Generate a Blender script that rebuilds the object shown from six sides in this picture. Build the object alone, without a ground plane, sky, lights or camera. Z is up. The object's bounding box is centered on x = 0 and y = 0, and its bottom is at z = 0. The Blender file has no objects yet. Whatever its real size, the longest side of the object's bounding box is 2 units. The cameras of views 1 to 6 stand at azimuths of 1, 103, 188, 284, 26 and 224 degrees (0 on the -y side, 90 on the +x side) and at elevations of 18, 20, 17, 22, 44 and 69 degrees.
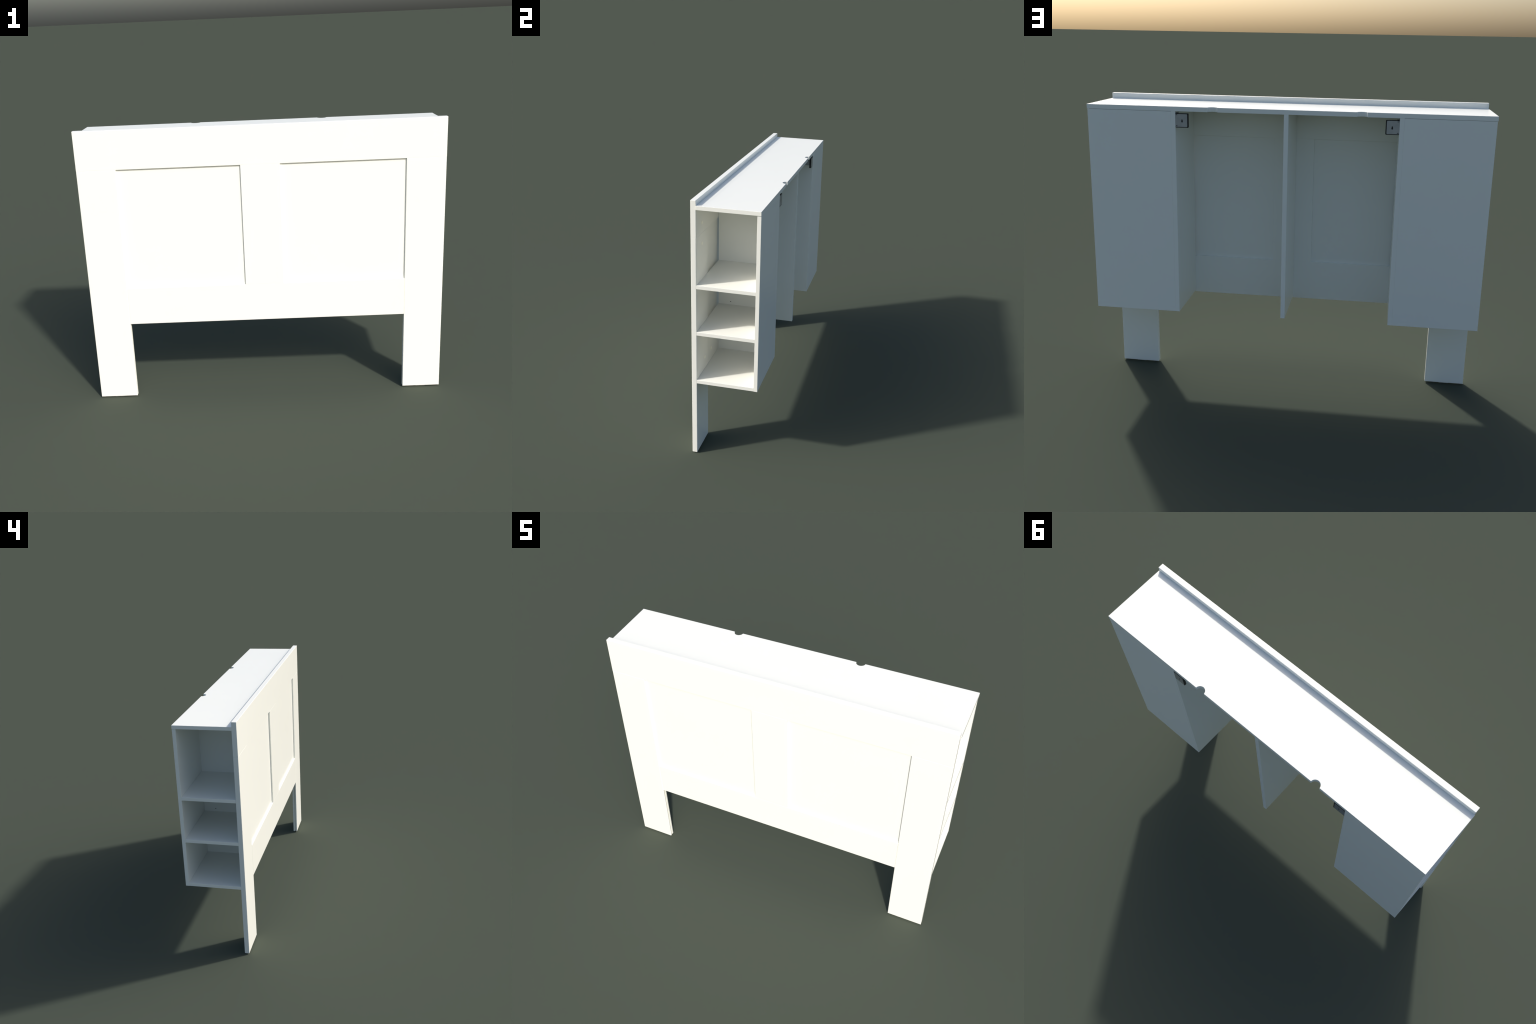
# Panelled bed headboard with storage: a framed front board standing on two
# stile legs, a deep top shelf, two open end cabinets and a middle divider.
import bpy, bmesh, math
from mathutils import Vector, Matrix

# ------------------------------------------------------------------ sizes (m)
BOARD = 0.0225                      # thickness of the cabinet boards
FRONT, BACK = -0.1958, 0.1958       # y limits of the whole thing
FRAME_BACK = -0.1650                # back face of the front frame
FRAME_X = 0.9973                    # half width of the front frame
STILE = 0.2142                      # width of the stiles
MULLION = 0.2138
FRAME_TOP = 1.5746
LEG_Z = 0.0046                      # legs end here, glides reach z = 0
TOP_RAIL_Z = 1.3606
RAIL_Z0, RAIL_Z1 = 0.4625, 0.6780   # bottom rail
MID_X = -0.0040                     # centre of mullion and divider
PANEL_Y0, PANEL_Y1 = -0.1860, -0.1773
GROOVE = 0.0100                     # depth of the groove in the stiles
SLAB_Z0, SLAB_Z1 = 1.5228, 1.5455
CAB_X0, CAB_X1 = 0.5468, 0.9975     # end cabinets, inner and outer x
CAB_Z0 = 0.4735
SHELF_TOPS = (1.0875, 0.8030, 0.4960)
NOTCH_X, NOTCH_R = 0.3648, 0.0255   # cable cut-outs, either side of MID_X


# ------------------------------------------------------------------ materials
def principled(name, rough, metallic=0.0, specular=0.5):
    m = bpy.data.materials.new(name)
    m.use_nodes = True
    nt = m.node_tree
    b = nt.nodes["Principled BSDF"]
    b.inputs["Roughness"].default_value = rough
    b.inputs["Metallic"].default_value = metallic
    b.inputs["Specular IOR Level"].default_value = specular
    return m, nt, b


def mottled(name, dark, light, rough, scale, metallic=0.0, specular=0.5,
            bump=0.0):
    """Two close tones mixed by noise on Object coordinates."""
    m, nt, b = principled(name, rough, metallic, specular)
    tc = nt.nodes.new("ShaderNodeTexCoord")
    no = nt.nodes.new("ShaderNodeTexNoise")
    no.inputs["Scale"].default_value = scale
    no.inputs["Detail"].default_value = 3.0
    ramp = nt.nodes.new("ShaderNodeValToRGB")
    ramp.color_ramp.elements[0].position = 0.35
    ramp.color_ramp.elements[0].color = (*dark, 1)
    ramp.color_ramp.elements[1].position = 0.65
    ramp.color_ramp.elements[1].color = (*light, 1)
    nt.links.new(tc.outputs["Object"], no.inputs["Vector"])
    nt.links.new(no.outputs["Fac"], ramp.inputs["Fac"])
    nt.links.new(ramp.outputs["Color"], b.inputs["Base Color"])
    if bump:
        fine = nt.nodes.new("ShaderNodeTexNoise")
        fine.inputs["Scale"].default_value = 350.0
        bp = nt.nodes.new("ShaderNodeBump")
        bp.inputs["Strength"].default_value = bump
        bp.inputs["Distance"].default_value = 0.0004
        nt.links.new(tc.outputs["Object"], fine.inputs["Vector"])
        nt.links.new(fine.outputs["Fac"], bp.inputs["Height"])
        nt.links.new(bp.outputs["Normal"], b.inputs["Normal"])
    return m


WHITE = mottled("white_lacquer", (0.974, 0.982, 0.916), (0.980, 0.988, 0.922),
                0.27, 3.0)
CREAM = mottled("cream_plastic", (0.93, 0.92, 0.80), (0.95, 0.94, 0.82), 0.5, 40)
BLACK = mottled("black_plastic", (0.006, 0.006, 0.007), (0.010, 0.010, 0.011),
                0.45, 60)
STEEL = mottled("grey_zinc_steel", (0.43, 0.44, 0.45), (0.49, 0.50, 0.51),
                0.38, 30, metallic=0.6)
HOLE_DISC = mottled("hole_disc_dark", (0.02, 0.02, 0.02), (0.03, 0.03, 0.03),
               0.9, 60)  # dark colour for the discs that stand in for drilled holes


# ------------------------------------------------------------------ geometry
def weighted_bevel(bm, width):
    """Bevel modifier driven by the edge weights, applied."""
    me = bpy.data.meshes.new("work")
    bm.to_mesh(me)
    bm.free()
    ob = bpy.data.objects.new("work", me)
    bpy.context.scene.collection.objects.link(ob)
    mod = ob.modifiers.new("bevel", 'BEVEL')
    mod.limit_method = 'WEIGHT'
    mod.width = width
    mod.segments = 3
    bpy.context.view_layer.update()
    done = bpy.data.meshes.new_from_object(
        ob.evaluated_get(bpy.context.evaluated_depsgraph_get()))
    out = bmesh.new()
    out.from_mesh(done)
    layer = out.edges.layers.float.get("bevel_weight_edge")
    if layer:
        out.edges.layers.float.remove(layer)
    bpy.data.objects.remove(ob)
    bpy.data.meshes.remove(me)
    bpy.data.meshes.remove(done)
    return out


def finish(name, bm, mat, parent, bevel=0.0, origin=None, eased=None,
           joint=0.0):
    """Round the sharp edges (only those that eased() picks, if given; the others
    get the finer joint chamfer), shade smooth by angle, link under the parent."""
    bmesh.ops.recalc_face_normals(bm, faces=bm.faces)
    if bevel:
        layer = bm.edges.layers.float.new("bevel_weight_edge")
        sharp = [e for e in bm.edges if len(e.link_faces) == 2
                 and e.calc_face_angle(0) > math.radians(50)]
        wide = {e for e in sharp if eased is None
                or eased((e.verts[0].co + e.verts[1].co) / 2)}
        for e in sharp:
            e[layer] = 1.0 if e in wide else joint / bevel
        bm = weighted_bevel(bm, bevel)
    if origin is None:
        lo = Vector([min(v.co[i] for v in bm.verts) for i in range(3)])
        hi = Vector([max(v.co[i] for v in bm.verts) for i in range(3)])
        origin = (lo + hi) / 2
    origin = Vector(origin)
    bmesh.ops.translate(bm, verts=bm.verts, vec=-origin)
    me = bpy.data.meshes.new(name)
    bm.to_mesh(me)
    bm.free()
    me.materials.append(mat)
    me.shade_smooth()
    me.set_sharp_from_angle(angle=math.radians(10))
    ob = bpy.data.objects.new(name, me)
    bpy.context.scene.collection.objects.link(ob)
    ob.parent = parent
    world = PARENT_AT.get(parent.name, Vector()) if parent else Vector()
    ob.location = origin - world
    PARENT_AT[ob.name] = origin
    return ob


PARENT_AT = {}


def box(name, x, y, z, mat, parent, bevel=0.0010, eased=None,
        joint=0.0):
    bm = bmesh.new()
    bmesh.ops.create_cube(bm, size=1.0)
    for v in bm.verts:
        v.co = Vector((x[0] + (x[1] - x[0]) * (v.co.x + .5),
                       y[0] + (y[1] - y[0]) * (v.co.y + .5),
                       z[0] + (z[1] - z[0]) * (v.co.z + .5)))
    return finish(name, bm, mat, parent, bevel, eased=eased, joint=joint)


def prism(name, outline, z, mat, parent, bevel=0.0010, eased=None,
          joint=0.0):
    """Extrude an (x, y) outline from z[0] to z[1]."""
    bm = bmesh.new()
    f = bm.faces.new([bm.verts.new((px, py, z[0])) for px, py in outline])
    up = bmesh.ops.extrude_face_region(bm, geom=[f])
    bmesh.ops.translate(bm, vec=(0, 0, z[1] - z[0]),
                        verts=[g for g in up["geom"]
                               if isinstance(g, bmesh.types.BMVert)])
    return finish(name, bm, mat, parent, bevel, eased=eased, joint=joint)


def disc(name, centre, axis, radius, depth, mat, parent, bevel=0.0, n=32):
    """Short cylinder whose axis is 'x', 'y' or 'z'."""
    bm = bmesh.new()
    bmesh.ops.create_cone(bm, cap_ends=True, segments=n, radius1=radius,
                          radius2=radius, depth=depth)
    turn = {'x': Matrix.Rotation(math.pi / 2, 3, 'Y'),
            'y': Matrix.Rotation(math.pi / 2, 3, 'X'),
            'z': Matrix.Identity(3)}[axis]
    bmesh.ops.rotate(bm, verts=bm.verts, cent=(0, 0, 0), matrix=turn)
    bmesh.ops.translate(bm, verts=bm.verts, vec=centre)
    return finish(name, bm, mat, parent, bevel)


def arc(cx, cz, r, a0, a1, n):
    return [(cx + r * math.cos(math.radians(a0 + (a1 - a0) * i / n)),
             cz + r * math.sin(math.radians(a0 + (a1 - a0) * i / n)))
            for i in range(n + 1)]


def rounded_rect(x0, x1, z0, z1, r, n=5):
    return (arc(x1 - r, z1 - r, r, 0, 90, n) + arc(x0 + r, z1 - r, r, 90, 180, n)
            + arc(x0 + r, z0 + r, r, 180, 270, n) + arc(x1 - r, z0 + r, r, 270, 360, n))


def plate_xz(name, loops, y, mat, parent):
    """Flat plate in the xz plane with real holes: loops[0] is the outline."""
    cu = bpy.data.curves.new(name, 'CURVE')
    cu.dimensions = '2D'
    cu.fill_mode = 'BOTH'
    cu.extrude = (y[1] - y[0]) / 2
    for loop in loops:
        sp = cu.splines.new('POLY')
        sp.points.add(len(loop) - 1)
        for p, (px, pz) in zip(sp.points, loop):
            p.co = (px, pz, 0, 1)
        sp.use_cyclic_u = True
    tmp = bpy.data.objects.new(name, cu)
    bpy.context.scene.collection.objects.link(tmp)
    bpy.context.view_layer.update()
    me = bpy.data.meshes.new_from_object(
        tmp.evaluated_get(bpy.context.evaluated_depsgraph_get()))
    bm = bmesh.new()
    bm.from_mesh(me)
    bpy.data.objects.remove(tmp)
    bpy.data.curves.remove(cu)
    bpy.data.meshes.remove(me)
    bmesh.ops.remove_doubles(bm, verts=bm.verts, dist=1e-6)
    mid = (y[0] + y[1]) / 2
    for v in bm.verts:
        v.co = Vector((v.co.x, mid + v.co.z, v.co.y))
    return finish(name, bm, mat, parent)


# ------------------------------------------------------------------ the thing
root = bpy.data.objects.new("storage_headboard", None)
bpy.context.scene.collection.objects.link(root)
root.empty_display_size = 0.2
root["label"] = "white panelled bed headboard with open side shelves and legs"
root["category"] = "headboard"

FRAME_Y = (FRONT, FRAME_BACK)
inner = FRAME_X - STILE

# --- front frame: two grooved stiles that run down as legs, rails, mullion
for side in (-1, 1):
    xi, xo = side * inner, side * FRAME_X
    xg = side * (inner + GROOVE)
    outline = [(xo, FRONT), (xi, FRONT), (xi, PANEL_Y0), (xg, PANEL_Y0),
               (xg, PANEL_Y1), (xi, PANEL_Y1), (xi, FRAME_BACK), (xo, FRAME_BACK)]
    stile = prism("stile_leg", outline, (LEG_Z, TOP_RAIL_Z), WHITE, root, 0.0028,
                  eased=lambda m: m.z < TOP_RAIL_Z - 0.001
                  and abs(m.y - (PANEL_Y0 + PANEL_Y1) / 2) > 0.008, joint=0.0010)
    xm = (xi + xo) / 2
    box("foot_glide", (xm - 0.027, xm + 0.027), (FRONT + 0.008, FRAME_BACK - 0.008),
        (0.0, LEG_Z + 0.001), WHITE, stile, 0.001)

box("top_rail", (-FRAME_X, FRAME_X), FRAME_Y, (TOP_RAIL_Z, FRAME_TOP), WHITE,
    root, 0.0018, eased=lambda m: m.z > TOP_RAIL_Z + 0.001,
    joint=0.0010)
box("bottom_rail", (-inner, inner), FRAME_Y, (RAIL_Z0, RAIL_Z1), WHITE, root, 0.0012,
    eased=lambda m: m.z < RAIL_Z0 + 0.001 and abs(m.x) < 0.1,
    joint=0.0003)
mull = (MID_X - MULLION / 2, MID_X + MULLION / 2)
box("mullion", mull, FRAME_Y, (RAIL_Z1, TOP_RAIL_Z), WHITE, root, 0.0008)
tuck = 0.008
for x in ((-inner - tuck, mull[0] + tuck), (mull[1] - tuck, inner + tuck)):
    box("inset_panel", x, (PANEL_Y0 + 0.0002, PANEL_Y1 - 0.0002),
        (RAIL_Z1 - tuck, TOP_RAIL_Z + tuck), WHITE, root, 0.0)

# --- top shelf with two half-round cable notches in its back edge
outline = [(-1.0, FRAME_BACK), (1.0, FRAME_BACK), (1.0, BACK)]
for cx in (MID_X + NOTCH_X, MID_X - NOTCH_X):
    outline += arc(cx, BACK + 0.0008, NOTCH_R, -2, -178, 24)
outline += [(-1.0, BACK)]
prism("top_shelf", outline, (SLAB_Z0, SLAB_Z1), WHITE, root, 0.0008)

# --- middle divider
box("divider", (MID_X - BOARD / 2, MID_X + BOARD / 2), (FRAME_BACK, BACK - 0.0003),
    (CAB_Z0 - 0.0005, SLAB_Z0), WHITE, root)

# --- end cabinets, open to the outside
for side in (-1, 1):
    def span(a, b):
        return tuple(sorted((side * a, side * b)))
    wall_x = span(CAB_X0, CAB_X0 + BOARD)
    wall = box("cabinet_wall", wall_x, (FRAME_BACK, BACK - 0.0003),
               (CAB_Z0, SLAB_Z0), WHITE, root)
    box("cabinet_back", span(CAB_X0 + BOARD, CAB_X1), (BACK - BOARD, BACK - 0.0003),
        (CAB_Z0, SLAB_Z0 - 0.0012), WHITE, root)
    for zt in SHELF_TOPS:
        box("cabinet_shelf", span(CAB_X0 + BOARD, CAB_X1),
            (FRAME_BACK, BACK - BOARD), (zt - BOARD + 0.001, zt), WHITE, root)
    # solid dark disc standing in for a drilled hole inside the wall (the two walls are turned round)
    disc("hole_disc", (side * (CAB_X0 + BOARD), -0.087 if side > 0 else 0.0955,
                          0.8225), 'x', 0.0028, 0.0008, HOLE_DISC, wall, n=16)
    # cam-lock caps on the back of the front frame
    for cx, cz in ((0.891, 1.4205), (0.891, 1.3005), (0.7246, 0.570),
                   (0.8445, 0.570)):
        disc("cam_cap", (side * cx, FRAME_BACK, cz), 'y', 0.0105, 0.0012, CREAM,
             root, bevel=0.0003)

    # --- wall-hanging fitting in the top corner of the bay
    bx = span(0.4815, CAB_X0)
    housing = plate_xz("wall_bracket", [rounded_rect(*bx, 1.4436, 1.5130, 0.004)],
                       (0.1840, 0.1946), BLACK, root)
    px = span(0.4868, CAB_X0 - 0.0008)
    kx = side * 0.5130
    keyhole = (arc(kx, 1.4810, 0.0030, 0, 180, 10)
               + arc(kx, 1.4730, 0.0042, 140, 400, 20))
    slots = []
    for sz in (1.5056, 1.4520):
        s = span(0.5365, 0.5440)
        slots.append([(s[0], sz - 0.0016), (s[1], sz - 0.0016),
                      (s[1], sz + 0.0016), (s[0], sz + 0.0016)])
    plate_xz("keyhole_plate", [rounded_rect(*px, 1.4474, 1.5096, 0.003), keyhole]
             + slots, (0.1946, 0.1954), STEEL, housing)
    box("bracket_arm", span(CAB_X0 - 0.0030, CAB_X0), (0.1390, 0.1840),
        (1.4485, 1.5160), STEEL, housing, 0.0006)
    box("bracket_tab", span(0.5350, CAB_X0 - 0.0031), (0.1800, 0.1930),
        (1.5130, 1.5150), BLACK, housing, 0.0006)
